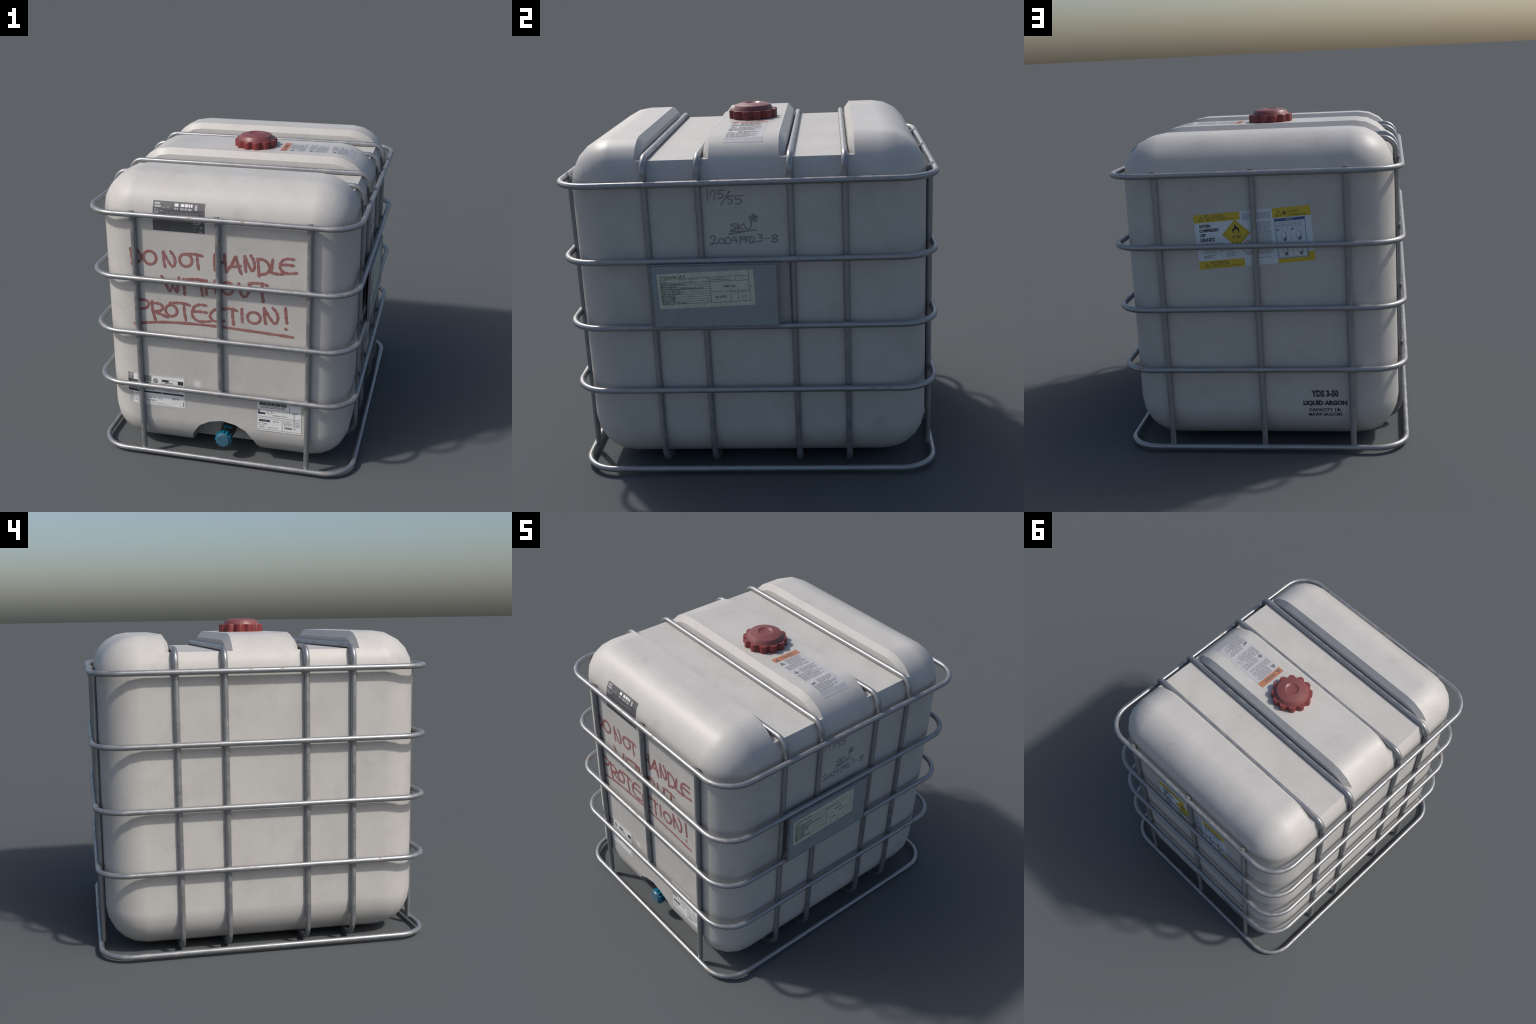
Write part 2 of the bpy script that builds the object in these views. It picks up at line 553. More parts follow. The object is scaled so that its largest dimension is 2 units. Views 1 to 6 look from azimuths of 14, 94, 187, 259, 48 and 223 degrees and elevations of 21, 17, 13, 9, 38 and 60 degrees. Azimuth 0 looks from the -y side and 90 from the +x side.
class Label:
    """A sticker laid on a surface: flat pieces in (u, v) dropped onto the tank along -normal."""

    def __init__(self, origin, u, v, tilt=0.0, tree=TANK_TREE, flat=None):
        self.o = Vector(origin)
        u, v = Vector(u), Vector(v)
        c, s = cos(radians(tilt)), sin(radians(tilt))
        self.u, self.v = u * c + v * s, v * c - u * s
        self.n = self.u.cross(self.v)
        self.tree, self.flat = tree, flat
        self.verts, self.faces, self.fm, self.mats = [], [], [], []

    def put(self, a, b, lift):
        p = self.o + self.u * a + self.v * b
        if self.flat is None:
            hit, nn, _, _ = self.tree.ray_cast(p + self.n * 0.4, -self.n)
            if hit is not None:
                return hit + nn * lift
        return p + self.n * lift

    def slot(self, mat):
        if mat not in self.mats:
            self.mats.append(mat)
        return self.mats.index(mat)

    def add(self, pts, faces, mat, level, raw=False):
        k = len(self.verts)
        lift = 0.0009 + 0.00045 * level
        self.verts.extend([self.put(a, b, lift) for a, b in pts])
        self.faces.extend(tuple(i + k for i in q) for q in faces)
        self.fm.extend([self.slot(mat)] * len(faces))

    def rect(self, u0, v0, u1, v1, mat, level=1, step=0.03, skirt=False):
        nu, nv = max(1, math.ceil(abs(u1 - u0) / step)), max(1, math.ceil(abs(v1 - v0) / step))
        pts = [(u0 + (u1 - u0) * i / nu, v0 + (v1 - v0) * j / nv) for j in range(nv + 1) for i in range(nu + 1)]
        fs = [(j * (nu + 1) + i, j * (nu + 1) + i + 1, (j + 1) * (nu + 1) + i + 1, (j + 1) * (nu + 1) + i)
              for j in range(nv) for i in range(nu)]
        base = len(self.verts)
        self.add(pts, fs, mat, level)
        if skirt:                                # cut edge of the sticker, down to the surface
            edge = ([(i, 0) for i in range(nu)] + [(nu, j) for j in range(nv)] +
                    [(i, nv) for i in range(nu, 0, -1)] + [(0, j) for j in range(nv, 0, -1)])
            top = [base + j * (nu + 1) + i for i, j in edge]
            k = len(self.verts)
            self.verts.extend([self.put(*pts[j * (nu + 1) + i], -0.0006) for i, j in edge])
            n = len(edge)
            for q in range(n):
                self.faces.append((top[q], k + q, k + (q + 1) % n, top[(q + 1) % n]))
                self.fm.append(self.slot(mat))

    def poly(self, pts, mat, level=1):
        self.add(pts, [tuple(range(len(pts)))], mat, level)

    def frame(self, u0, v0, u1, v1, w, mat, level=1):
        self.rect(u0, v0, u1, v0 + w, mat, level)
        self.rect(u0, v1 - w, u1, v1, mat, level)
        self.rect(u0, v0 + w, u0 + w, v1 - w, mat, level)
        self.rect(u1 - w, v0 + w, u1, v1 - w, mat, level)

    def text(self, body, u, v, size, mat, level=2, align="left", bold=0.0, width=None, spacing=1.0):
        pts, tris = text_mesh(body, size, bold, spacing)
        if not pts:
            return
        lo, hi = min(p[0] for p in pts), max(p[0] for p in pts)
        k = width / (hi - lo) if width else 1.0
        w = (hi - lo) * k
        du = u - {"left": 0, "center": w / 2, "right": w}[align]
        self.add([(du + (p[0] - lo) * k, v + p[1]) for p in pts], tris, mat, level)

    def lines(self, u0, v0, u1, v1, rows, mat, level=2, fill=0.55, ragged=0.3):
        """Small print too fine to read: rows of word-long dashes."""
        pitch = (v1 - v0) / rows
        for r in range(rows):
            top = v1 - r * pitch
            end = u1 - (u1 - u0) * ragged * rng.random() ** 2
            x = u0
            while x < end - 0.004:
                w = min(rng.uniform(0.008, 0.030), end - x)
                self.rect(x, top - pitch * fill, x + w, top, mat, level)
                x += w + rng.uniform(0.003, 0.006)

    def barcode(self, u0, v0, u1, v1, mat, level=2):
        x = u0
        while x < u1:
            w = rng.choice((0.0015, 0.0025, 0.004))
            self.rect(x, v0, min(x + w, u1), v1, mat, level)
            x += w + rng.choice((0.0008, 0.0012, 0.002))

    def finish(self, name, parent):
        return make_object(name, self.verts, self.faces, self.mats, self.fm, parent)


FRONT = dict(u=(1, 0, 0), v=(0, 0, 1))
BACK = dict(u=(-1, 0, 0), v=(0, 0, 1))
SIDE = dict(u=(0, 1, 0), v=(0, 0, 1))


def charcoal_sticker():
    L = Label((-0.2505, -0.95, 1.647), **FRONT)
    W, H = 0.160, 0.088
    L.rect(-W, -H, W, H, M_CHARCOAL, 0, 0.02, True)
    L.frame(-W + .004, 0.005, W - .004, H - .004, 0.002, M_GREY_INK)
    for k, (a, b) in enumerate(((0.068, 0.080), (0.054, 0.064))):
        L.rect(-0.150, a, -0.116 + 0.006 * k, b, M_SILVER_INK, 1, 0.02)
    L.frame(-0.108, 0.044, -0.050, 0.074, 0.002, M_GREY_INK)
    L.text("LC 07", -0.098, 0.051, 0.018, M_SILVER_INK, 2)
    L.lines(-0.150, 0.014, -0.118, 0.044, 4, M_SILVER_INK, 1, 0.6)
    L.lines(-0.112, 0.026, -0.096, 0.036, 1, M_SILVER_INK, 1, 0.6)
    for (u0, u1) in ((-0.026, -0.002), (0.012, 0.086)):
        L.lines(u0, 0.058, u1, 0.078, 1, M_WHITE, 2, 0.8, 0.05)
        L.lines(u0, 0.040, u1, 0.055, 1, M_SILVER_INK, 2, 0.75, 0.05)
    L.rect(0.098, 0.048, 0.114, 0.076, M_SILVER_INK, 1)
    L.text("* L 1 T 0 C 7 0 A B C 4 0 5 0 7 1 C *", -0.078, 0.016, 0.018, M_SILVER_INK, 2, width=0.20)
    L.lines(0.090, -0.040, 0.150, -0.020, 2, M_SILVER_INK, 1, 0.6)
    L.lines(0.090, -0.066, 0.112, -0.046, 1, M_GREY_INK, 1, 0.5)
    L.rect(0.132, -0.062, 0.148, -0.044, M_GREY_INK, 1)
    L.lines(0.090, -0.078, 0.104, -0.070, 1, M_GREY_INK, 1, 0.7)
    L.rect(0.124, -0.086, 0.146, -0.074, M_GREY_INK, 1)
    L.finish("data_sticker", tank)


def data_sticker_left():
    L = Label((-0.4415, -0.95, 0.466), **FRONT)
    W, H = 0.200, 0.117
    L.rect(-W, -H, W, H, M_FILM, 0, 0.02, True)
    L.rect(-0.160, -0.105, W - 0.010, H - 0.012, M_WHITE, 1)
    L.rect(-0.190, 0.058, -0.150, 0.108, M_GREY_INK, 2)
    L.text("LIQ", -0.184, 0.086, 0.020, M_WHITE, 4, width=0.026)
    L.barcode(-0.188, 0.036, -0.122, 0.062, M_INK, 3)
    L.rect(-0.112, 0.060, -0.028, 0.104, M_GREY_INK, 2)
    L.lines(-0.086, 0.030, -0.030, 0.054, 2, M_INK, 2)
    L.poly([(0.0 + 0.016 * cos(k * pi / 5), 0.070 + 0.018 * sin(k * pi / 5)) for k in range(10)], M_GREY_INK, 2)
    L.poly([(0.0 + 0.009 * cos(k * pi / 2), 0.070 + 0.010 * sin(k * pi / 2)) for k in range(4)], M_SOFT_INK, 3)
    L.frame(0.040, 0.050, 0.184, 0.084, 0.002, M_GREY_INK, 2)
    L.rect(0.044, 0.068, 0.088, 0.082, M_INK, 3)
    L.rect(0.148, 0.058, 0.184, 0.082, M_INK, 3)
    L.lines(0.060, 0.052, 0.150, 0.066, 1, M_GREY_INK, 3)
    L.rect(-0.190, -0.010, -0.128, 0.022, M_GREY_INK, 2)
    L.rect(-0.190, -0.022, -0.110, -0.008, M_INK, 3)
    L.lines(-0.080, -0.006, -0.010, 0.018, 2, M_SOFT_INK, 2)
    L.rect(-0.088, -0.022, 0.036, -0.010, M_INK, 2)
    L.rect(0.042, -0.022, 0.184, -0.010, M_INK, 2)
    L.lines(0.060, -0.004, 0.160, 0.012, 2, M_SOFT_INK, 2)
    L.lines(-0.186, -0.050, -0.110, -0.034, 2, M_SOFT_INK, 2)
    L.lines(-0.186, -0.096, -0.110, -0.062, 4, M_SOFT_INK, 2)
    L.text("41  408 467  22 26", -0.074, -0.062, 0.022, M_GREY_INK, 2, width=0.115, bold=0.01)
    L.text("488-471", 0.106, -0.056, 0.022, M_GREY_INK, 2, width=0.050, bold=0.01)
    L.lines(-0.070, -0.084, 0.000, -0.070, 2, M_GREY_INK, 2)
    L.lines(-0.070, -0.098, 0.070, -0.090, 1, M_SOFT_INK, 2)
    L.rect(0.178, -0.096, 0.184, -0.064, M_GREY_INK, 2)
    L.finish("shipping_sticker", tank)


def data_sticker_right():
    L = Label((0.3645, -0.95, 0.387), **FRONT)
    W, H = 0.142, 0.117
    L.rect(-W, -H, W, H, M_WHITE, 0, 0.02, True)
    L.frame(-W, -H, W, H, 0.003, M_FILM)
    L.barcode(-0.126, 0.068, 0.050, 0.096, M_INK, 2)
    L.lines(-0.118, 0.046, 0.040, 0.062, 2, M_GREY_INK, 2)
    L.rect(0.066, 0.028, 0.069, 0.112, M_GREY_INK, 2)
    L.lines(0.080, 0.080, 0.120, 0.090, 1, M_SOFT_INK, 2)
    L.rect(-W + .004, 0.036, W - .004, 0.0385, M_SOFT_INK, 2)
    L.lines(0.084, 0.022, 0.124, 0.034, 1, M_GREY_INK, 2)
    L.rect(-0.136, 0.018, -0.122, 0.034, M_GREY_INK, 2)
    L.rect(-0.136, 0.004, -0.088, 0.017, M_INK, 2)
    L.frame(-0.078, 0.012, -0.046, 0.032, 0.003, M_SOFT_INK, 2)
    L.lines(-0.044, 0.016, -0.020, 0.022, 1, M_GREY_INK, 2)
    L.text("OGDEN", -0.044, -0.004, 0.014, M_GREY_INK, 2)
    L.text("40 1785 00 70", 0.002, -0.004, 0.014, M_SOFT_INK, 2, width=0.05)
    L.rect(-W + .004, -0.014, W - .004, -0.0115, M_GREY_INK, 2)
    L.rect(0.094, -0.070, 0.0965, 0.034, M_GREY_INK, 3)
    L.rect(-W + .004, -0.026, W - .004, -0.0235, M_SOFT_INK, 2)
    L.barcode(-0.128, -0.050, -0.058, -0.034, M_INK, 2)
    L.text("48 10 01", -0.040, -0.046, 0.016, M_GREY_INK, 2, width=0.036)
    L.frame(-0.130, -0.078, -0.096, -0.058, 0.003, M_SOFT_INK, 2)
    L.lines(-0.094, -0.072, -0.072, -0.062, 1, M_GREY_INK, 2)
    L.text("000040", -0.128, -0.094, 0.012, M_GREY_INK, 2)
    L.text("TARE 41 KG 2450", -0.076, -0.094, 0.012, M_GREY_INK, 2, width=0.07)
    L.rect(0.018, -0.104, 0.0205, -0.028, M_SOFT_INK, 3)
    L.lines(0.030, -0.064, 0.088, -0.032, 4, M_SOFT_INK, 2)
    L.rect(0.034, -0.086, 0.082, -0.072, M_GREY_INK, 2)
    L.lines(0.104, -0.070, 0.136, -0.032, 4, M_SOFT_INK, 2)
    L.rect(0.094, -0.084, 0.104, -0.074, M_SOFT_INK, 2)
    L.rect(-W + .006, -0.106, W - .006, -0.103, M_SOFT_INK, 2)
    L.finish("shipping_sticker", tank)


def hazard_sticker():
    L = Label((-0.004, 0.95, 1.2886), tilt=3.75, **BACK)
    W, H = 0.333, 0.158
    L.rect(-W, -H, W, H, M_BLUEWHITE, 0, 0.06, True)

    def warning_band(u0, v0, u1, v1):
        L.rect(u0, v0, u1, v1, M_YELLOW, 1)
        m = (v0 + v1) / 2
        L.poly([(u0 + 0.028, m - 0.015), (u0 + 0.060, m - 0.015), (u0 + 0.044, m + 0.016)], M_OLIVE, 2)
        L.poly([(u0 + 0.034, m - 0.012), (u0 + 0.054, m - 0.012), (u0 + 0.044, m + 0.009)], M_YELLOW, 3)
        L.rect(u0 + 0.042, m - 0.009, u0 + 0.046, m + 0.004, M_OLIVE, 4)
        L.text("NOT A TOXIC GAS", u0 + 0.064, m + 0.004, 0.019, M_OLIVE, 2, width=0.106, bold=0.035)
        L.lines(u0 + 0.074, m - 0.008, u0 + 0.200, m + 0.001, 1, M_OLIVE, 2, 0.6, 0.5)
        L.lines(u0 + 0.068, m - 0.018, u0 + 0.244, m - 0.010, 1, M_OLIVE, 2, 0.6, 0.05)

    warning_band(-W, H - 0.047, -0.068, H)
    warning_band(-W, -H, -0.068, -H + 0.047)
    for k, t in enumerate(("OXYGEN,", "COMPRESSED", "USP", "UN1072")):
        big = k == 3
        L.text(t, -W + 0.026, 0.083 - 0.0262 * k - (0.004 if big else 0), 0.029 if big else 0.0235, M_INK, 2,
               bold=0.04, width=(0.068, 0.112, 0.034, 0.082)[k])
    L.lines(-W + 0.020, -0.028, -0.176, -0.010, 2, M_SOFT_INK, 2, 0.5, 0.15)
    L.lines(-W + 0.034, -0.072, -0.220, -0.036, 4, M_SOFT_INK, 2, 0.5, 0.2)
    L.lines(-W + 0.034, -0.100, -0.236, -0.080, 2, M_GREY_INK, 2, 0.5, 0.3)
    L.rect(-0.196, -0.050, -0.134, -0.042, M_SKY, 2)
    L.lines(-0.206, -0.064, -0.122, -0.056, 1, M_SOFT_INK, 2, 0.6, 0.1)
    L.lines(-0.166, -0.100, -0.110, -0.070, 3, M_SOFT_INK, 2, 0.5, 0.2)
    # hazard diamond with a flame over a ring
    cu, cv, r = -0.0985, 0.0325, 0.0815
    L.poly([(cu - r, cv), (cu, cv - r), (cu + r, cv), (cu, cv + r)], M_YELLOW, 3)
    q = r - 0.011
    for s, t in (((-q, 0), (0, -q)), ((0, -q), (q, 0)), ((q, 0), (0, q)), ((0, q), (-q, 0))):
        a, b = Vector(s), Vector(t)
        k = 0.972
        L.poly([(cu + a.x, cv + a.y), (cu + b.x, cv + b.y), (cu + b.x * k, cv + b.y * k), (cu + a.x * k, cv + a.y * k)], M_OLIVE, 4)
    flame = [(-0.019, 0.008), (-0.021, 0.020), (-0.015, 0.032), (-0.013, 0.026), (-0.008, 0.038), (-0.004, 0.056), (0.001, 0.048),
             (0.006, 0.044), (0.010, 0.033), (0.014, 0.038), (0.019, 0.024), (0.019, 0.010), (0.011, 0.001), (-0.010, 0.001)]
    L.poly([(cu + a, cv + b) for a, b in flame], M_INK, 4)
    L.poly([(cu + 0.013 * cos(t * pi / 8), cv + 0.012 + 0.013 * sin(t * pi / 8)) for t in range(16)], M_YELLOW, 5)
    L.text("OXYGEN", cu, cv - 0.024, 0.019, M_INK, 4, "center", 0.015, 0.052)
    L.text("5", cu, cv - 0.056, 0.018, M_INK, 4, "center", 0.015)
    cu, cv, r = -0.040, -0.052, 0.044
    for s, t in (((-r, 0), (0, -r)), ((0, -r), (r, 0)), ((r, 0), (0, r)), ((0, r), (-r, 0))):
        a, b = Vector(s), Vector(t)
        L.poly([(cu + a.x, cv + a.y), (cu + b.x, cv + b.y), (cu + b.x * .9, cv + b.y * .9), (cu + a.x * .9, cv + a.y * .9)], M_REDLINE, 4)
    # small print down the middle
    L.lines(-0.052, 0.104, 0.106, 0.142, 6, M_SOFT_INK, 2, 0.55, 0.12)
    L.lines(0.000, -0.100, 0.106, 0.088, 26, M_SOFT_INK, 2, 0.55, 0.10)
    L.lines(0.010, -0.122, 0.090, -0.114, 1, M_SOFT_INK, 2, 0.6, 0.1)
    # right-hand panel
    L.rect(0.118, H - 0.056, W, H, M_YELLOW, 1)
    L.poly([(0.136, 0.110), (0.172, 0.110), (0.154, 0.148)], M_OLIVE, 2)
    L.poly([(0.143, 0.114), (0.165, 0.114), (0.154, 0.138)], M_YELLOW, 3)
    L.text("n", 0.178, 0.118, 0.034, M_INK, 2, bold=0.04)
    L.text("= 3.4 kW", 0.204, 0.128, 0.018, M_OLIVE, 2, width=0.060, bold=0.03)
    L.text("+ 1 WWQ / cm", 0.212, 0.106, 0.018, M_OLIVE, 2, width=0.092, bold=0.03)
    L.rect(0.124, -0.146, W, -0.1325, M_YELLOW, 1)
    L.rect(0.124, -H, W, -0.146, M_YELLOW, 1)
    L.rect(W - 0.038, -0.1325, W, -0.104, M_YELLOW, 1)
    L.lines(0.276, -0.148, 0.318, -0.142, 1, M_OLIVE, 2)
    L.rect(0.124, 0.082, 0.298, 0.097, M_NAVY, 2)
    L.text("NOTICE", 0.211, 0.0855, 0.011, M_BLUEWHITE, 3, "center", 0.02)
    L.frame(0.124, -0.1325, 0.298, 0.084, 0.004, M_SKY, 1)
    L.lines(0.134, 0.042, 0.286, 0.072, 3, M_SOFT_INK, 2, 0.45, 0.2)
    for u in (0.132, 0.216):
        for v in (-0.126, -0.042):
            L.frame(u, v, u + 0.078, v + 0.078, 0.0015, M_SOFT_INK, 1)
            L.poly([(u + 0.038 + 0.017 * cos(t * pi / 6), v + 0.040 + 0.024 * sin(t * pi / 6)) for t in range(12)], M_SOFT_INK, 2)
            L.poly([(u + 0.036 + 0.012 * cos(t * pi / 6), v + 0.042 + 0.019 * sin(t * pi / 6)) for t in range(12)], M_BLUEWHITE, 3)
            L.rect(u + 0.034, v + 0.008, u + 0.050, v + 0.022, M_GREY_INK, 4)
            L.rect(u + 0.042, v + 0.018, u + 0.052, v + 0.028, M_NAVY, 5)
        L.poly([(u + 0.006 + 0.006 * cos(t * pi / 4), 0.032 + 0.006 * sin(t * pi / 4)) for t in range(8)], M_NAVY, 3)
    L.finish("hazard_sticker", tank)


def stencil():
    L = Label((-0.3695, 0.95, 0.29), **BACK)
    L.text("YDS 3-50", 0, 0.047, 0.053, M_STENCIL, 1, "center", 0.045, 0.158)
    L.text("LIQUID ARGON", 0, -0.005, 0.036, M_STENCIL, 1, "center", 0.060, 0.256)
    L.text("CAPACITY 18L", 0, -0.046, 0.028, M_STENCIL, 1, "center", 0.032, 0.190, 1.06)
    L.text("MAWP 6KG/CM2", 0, -0.0765, 0.028, M_STENCIL, 1, "center", 0.028, 0.196, 1.08)
    L.finish("stencilled_text", tank)


def warning_sticker():
    # read from the +x side: u runs along +y, v runs back towards the cap
    L = Label((0.41, -0.005, 1.90), (0, 1, 0), (-1, 0, 0))
    W = 0.1015
    L.rect(-W, -0.245, W, 0.1875, M_LILAC, 0, 0.02, True)
    L.rect(-W, 0.1875, W, 0.2335, M_ORANGE, 0, 0.02, True)
    tri = lambda u, v, s, m, lv: L.poly([(u - s, v - 0.8 * s), (u + s, v - 0.8 * s), (u, v + s)], m, lv)
    tri(-0.074, 0.209, 0.017, M_DARK_INK, 1)
    tri(-0.074, 0.206, 0.0035, M_ORANGE, 2)
    L.text("WARNING", -0.045, 0.201, 0.026, M_DARK_INK, 1, bold=0.03, width=0.098)
    tri(-0.078, 0.158, 0.018, M_DARK_INK, 1)
    tri(-0.078, 0.155, 0.004, M_LILAC, 2)
    L.lines(-0.044, 0.118, 0.082, 0.180, 6, M_DULL_INK, 1, 0.55, 0.2)
    L.lines(-0.092, 0.070, 0.086, 0.116, 5, M_DULL_INK, 1, 0.55, 0.4)
    L.rect(-0.092, 0.026, -0.054, 0.034, M_DARK_INK, 1)
    L.rect(-0.077, 0.012, -0.069, 0.048, M_DARK_INK, 2)
    L.lines(-0.040, 0.006, 0.084, 0.052, 5, M_DULL_INK, 1, 0.55, 0.2)
    L.lines(-0.092, -0.076, 0.086, 0.002, 8, M_DULL_INK, 1, 0.55, 0.3)
    L.poly([(-0.092, -0.122), (-0.078, -0.112), (-0.070, -0.118), (-0.058, -0.108), (-0.052, -0.114), (-0.064, -0.124),
            (-0.060, -0.136), (-0.070, -0.128), (-0.084, -0.132)], M_DARK_INK, 1)
    L.lines(-0.036, -0.136, 0.084, -0.098, 4, M_DULL_INK, 1, 0.55, 0.2)
    L.lines(-0.092, -0.206, 0.080, -0.142, 7, M_DULL_INK, 1, 0.55, 0.35)
    L.finish("warning_sticker", tank)


charcoal_sticker()
data_sticker_left()
data_sticker_right()
hazard_sticker()
stencil()
warning_sticker()

# ---------------------------------------------------------------- handwriting
def arc(cx, cy, rx, ry, a0, a1, n=9):
    return [(cx + rx * cos(radians(a0 + (a1 - a0) * k / n)), cy + ry * sin(radians(a0 + (a1 - a0) * k / n))) for k in range(n + 1)]


GLYPH = {   # pen strokes in a unit box, as a hand would draw them
    "D": [[(0.06, 1.0), (0.10, 0.5), (0.14, 0.0)], [(0.0, 0.97), (0.45, 0.99), (0.85, 0.80), (1.0, 0.52), (0.85, 0.28), (0.50, 0.14), (0.16, 0.12)]],
    "O": [arc(0.5, 0.5, 0.5, 0.5, 100, 452, 14)],
    "N": [[(0.06, 0.94), (0.07, 0.45), (0.16, 0.0)], [(0.06, 0.92), (0.34, 0.50), (0.66, 0.12), (0.86, 0.12), (0.97, 0.40), (0.88, 0.72), (0.62, 1.0)]],
    "T": [[(0.0, 0.92), (0.35, 0.97), (0.70, 0.98), (1.0, 0.90)], [(0.72, 0.98), (0.72, 0.5), (0.78, 0.0)]],
    "H": [[(0.06, 0.98), (0.02, 0.5), (0.05, 0.02)], [(0.82, 1.0), (0.86, 0.5), (1.0, 0.0)], [(0.05, 0.50), (0.50, 0.52), (0.90, 0.50)]],
    "A": [[(0.0, 0.02), (0.40, 0.55), (0.64, 1.0), (0.78, 0.55), (1.0, 0.0)], [(0.18, 0.34), (0.60, 0.42), (0.98, 0.48)]],
    "L": [[(0.14, 1.0), (0.06, 0.5), (0.04, 0.10), (0.50, 0.02), (1.0, 0.05)]],
    "E": [[(0.82, 0.96), (0.45, 0.98), (0.14, 0.84), (0.0, 0.50), (0.10, 0.20), (0.42, 0.05), (1.0, 0.12)], [(0.12, 0.58), (0.45, 0.60), (0.80, 0.58)]],
    "W": [[(0.0, 1.0), (0.20, 0.62), (0.42, 0.05), (0.62, 0.42), (0.84, 0.02), (0.90, 0.5), (0.97, 1.0)]],
    "I": [[(0.4, 1.0), (0.5, 0.5), (0.7, 0.0)]],
    "U": [[(0.02, 0.95), (0.10, 0.45), (0.35, 0.05), (0.65, 0.02), (0.92, 0.42), (1.0, 1.0)]],
    "P": [[(0.10, 0.98), (0.05, 0.5), (0.08, 0.0)], [(0.10, 0.98), (0.70, 1.0), (1.0, 0.84), (0.80, 0.62), (0.30, 0.50)]],
    "R": [[(0.06, 0.98), (0.08, 0.5), (0.22, 0.0)], [(0.06, 0.88), (0.50, 0.88), (0.72, 0.72), (0.55, 0.52), (0.14, 0.44), (0.55, 0.34), (1.0, 0.20)]],
    "C": [[(1.0, 0.98), (0.55, 0.98), (0.18, 0.75), (0.0, 0.40), (0.20, 0.06), (0.60, 0.02), (1.0, 0.14)]],
    "!": [[(0.2, 1.0), (0.5, 0.65), (0.9, 0.33)], [(0.3, 0.06), (0.7, 0.04)]],
    "1": [[(0.6, 1.0), (0.5, 0.5), (0.3, 0.0)]],
    "2": [[(0.05, 0.72), (0.28, 0.97), (0.60, 0.92), (0.68, 0.66), (0.40, 0.28), (0.0, 0.02), (0.40, 0.10), (1.0, 0.20)]],
    "3": [[(0.10, 0.92), (0.55, 1.0), (0.90, 0.82), (0.35, 0.56), (0.90, 0.48), (0.95, 0.18), (0.50, 0.0), (0.05, 0.06)]],
    "4": [[(0.40, 1.0), (0.05, 0.46), (1.0, 0.46)], [(0.66, 0.80), (0.70, 0.4), (0.72, 0.0)]],
    "5": [[(1.0, 0.98), (0.55, 0.96), (0.12, 0.94), (0.10, 0.58), (0.50, 0.62), (0.78, 0.40), (0.55, 0.10), (0.06, 0.04)]],
    "7": [[(0.0, 0.42), (0.15, 0.94), (0.60, 0.98), (0.95, 0.86), (0.80, 0.45), (0.62, 0.0)]],
    "8": [[(0.95, 0.88), (0.50, 1.0), (0.12, 0.80), (0.50, 0.54), (0.92, 0.26), (0.50, 0.02), (0.04, 0.16), (0.42, 0.48), (0.90, 0.80)]],
    "9": [[(0.90, 0.92), (0.40, 0.96), (0.05, 0.66), (0.45, 0.44), (0.90, 0.80), (0.90, 0.40), (0.80, 0.0)]],
    "0": [arc(0.5, 0.5, 0.5, 0.5, 70, 420, 12)],
    "/": [[(1.0, 1.0), (0.5, 0.48), (0.0, 0.0)]],
    "-": [[(0.0, 0.4), (1.0, 0.6)]],
    "S": [[(1.0, 0.92), (0.50, 1.0), (0.06, 0.84), (0.45, 0.58), (0.95, 0.40), (0.60, 0.12), (0.0, 0.0)]],
    "K": [[(0.14, 1.0), (0.10, 0.5), (0.18, 0.0)], [(0.90, 0.82), (0.20, 0.42), (1.0, 0.10)]],
    "*": [[(0.16, 0.0), (0.52, 1.0), (0.84, 0.0), (0.0, 0.62), (1.0, 0.66), (0.16, 0.02)],
          [(0.36, 0.30), (0.50, 0.62), (0.64, 0.34), (0.40, 0.50), (0.62, 0.54)]],
}


def smooth_line(pts, per=6):
    if len(pts) < 3:
        per = 3
    P = [Vector((2 * pts[0][0] - pts[1][0], 2 * pts[0][1] - pts[1][1]))] + [Vector(p) for p in pts]
    P.append(2 * P[-1] - P[-2])
    out = []
    for i in range(1, len(P) - 2):
        a, b, c, d = P[i - 1:i + 3]
        for k in range(per):
            t = k / per
            out.append(0.5 * (2 * b + (c - a) * t + (2 * a - 5 * b + 4 * c - d) * t * t + (3 * b - a - 3 * c + d) * t ** 3))
    out.append(P[-2])
    return out


def handwriting(name, frame, origin, rows, extra, width, mat):
    """Each letter: (glyph, left, base, box width, box height) on the wall, drawn as raised brush strokes."""
    L = Label(origin, **frame)
    slot = L.slot(mat)
    strokes = []
    for row in rows:
        for g, x, z, w, h in row:
            strokes += [[(x + a * w, z + b * h) for a, b in s] for s in GLYPH[g]]
    strokes += extra
    for si, s in enumerate(strokes):
        pts = smooth_line(s)
        n = len(pts)
        base = len(L.verts)
        for i, p in enumerate(pts):
            t = (pts[min(i + 1, n - 1)] - pts[max(i - 1, 0)]).normalized()
            side = Vector((-t.y, t.x))
            hw = width / 2 * (1 + 0.14 * sin(i * 1.3 + si * 2.1) + rng.uniform(-0.07, 0.07))
            lift = 0.0007 + 0.00004 * (si % 7) + 0.0004 * i / n
            ends = [(p, hw)]
            if i == 0:
                ends = [(p - t * hw * 0.75, hw * 0.55), (p, hw)]
            elif i == n - 1:
                ends = [(p, hw), (p + t * hw * 0.75, hw * 0.55)]
            for q, w2 in ends:
                for k, hgt in ((-1, 0.0), (-0.8, lift), (0.8, lift), (1, 0.0)):
                    c = q + side * w2 * k
                    L.verts.append(L.put(c.x, c.y, hgt - 0.0001 if hgt == 0 else hgt))
        m = (len(L.verts) - base) // 4
        for i in range(m - 1):
            for k in range(3):
                a = base + 4 * i + k
                L.faces.append((a, a + 4, a + 5, a + 1))
                L.fm.append(slot)
        for e in (base, base + 4 * (m - 1)):
            L.faces.append((e, e + 1, e + 2, e + 3) if e == base else (e + 3, e + 2, e + 1, e))
            L.fm.append(slot)
    L.finish(name, tank)


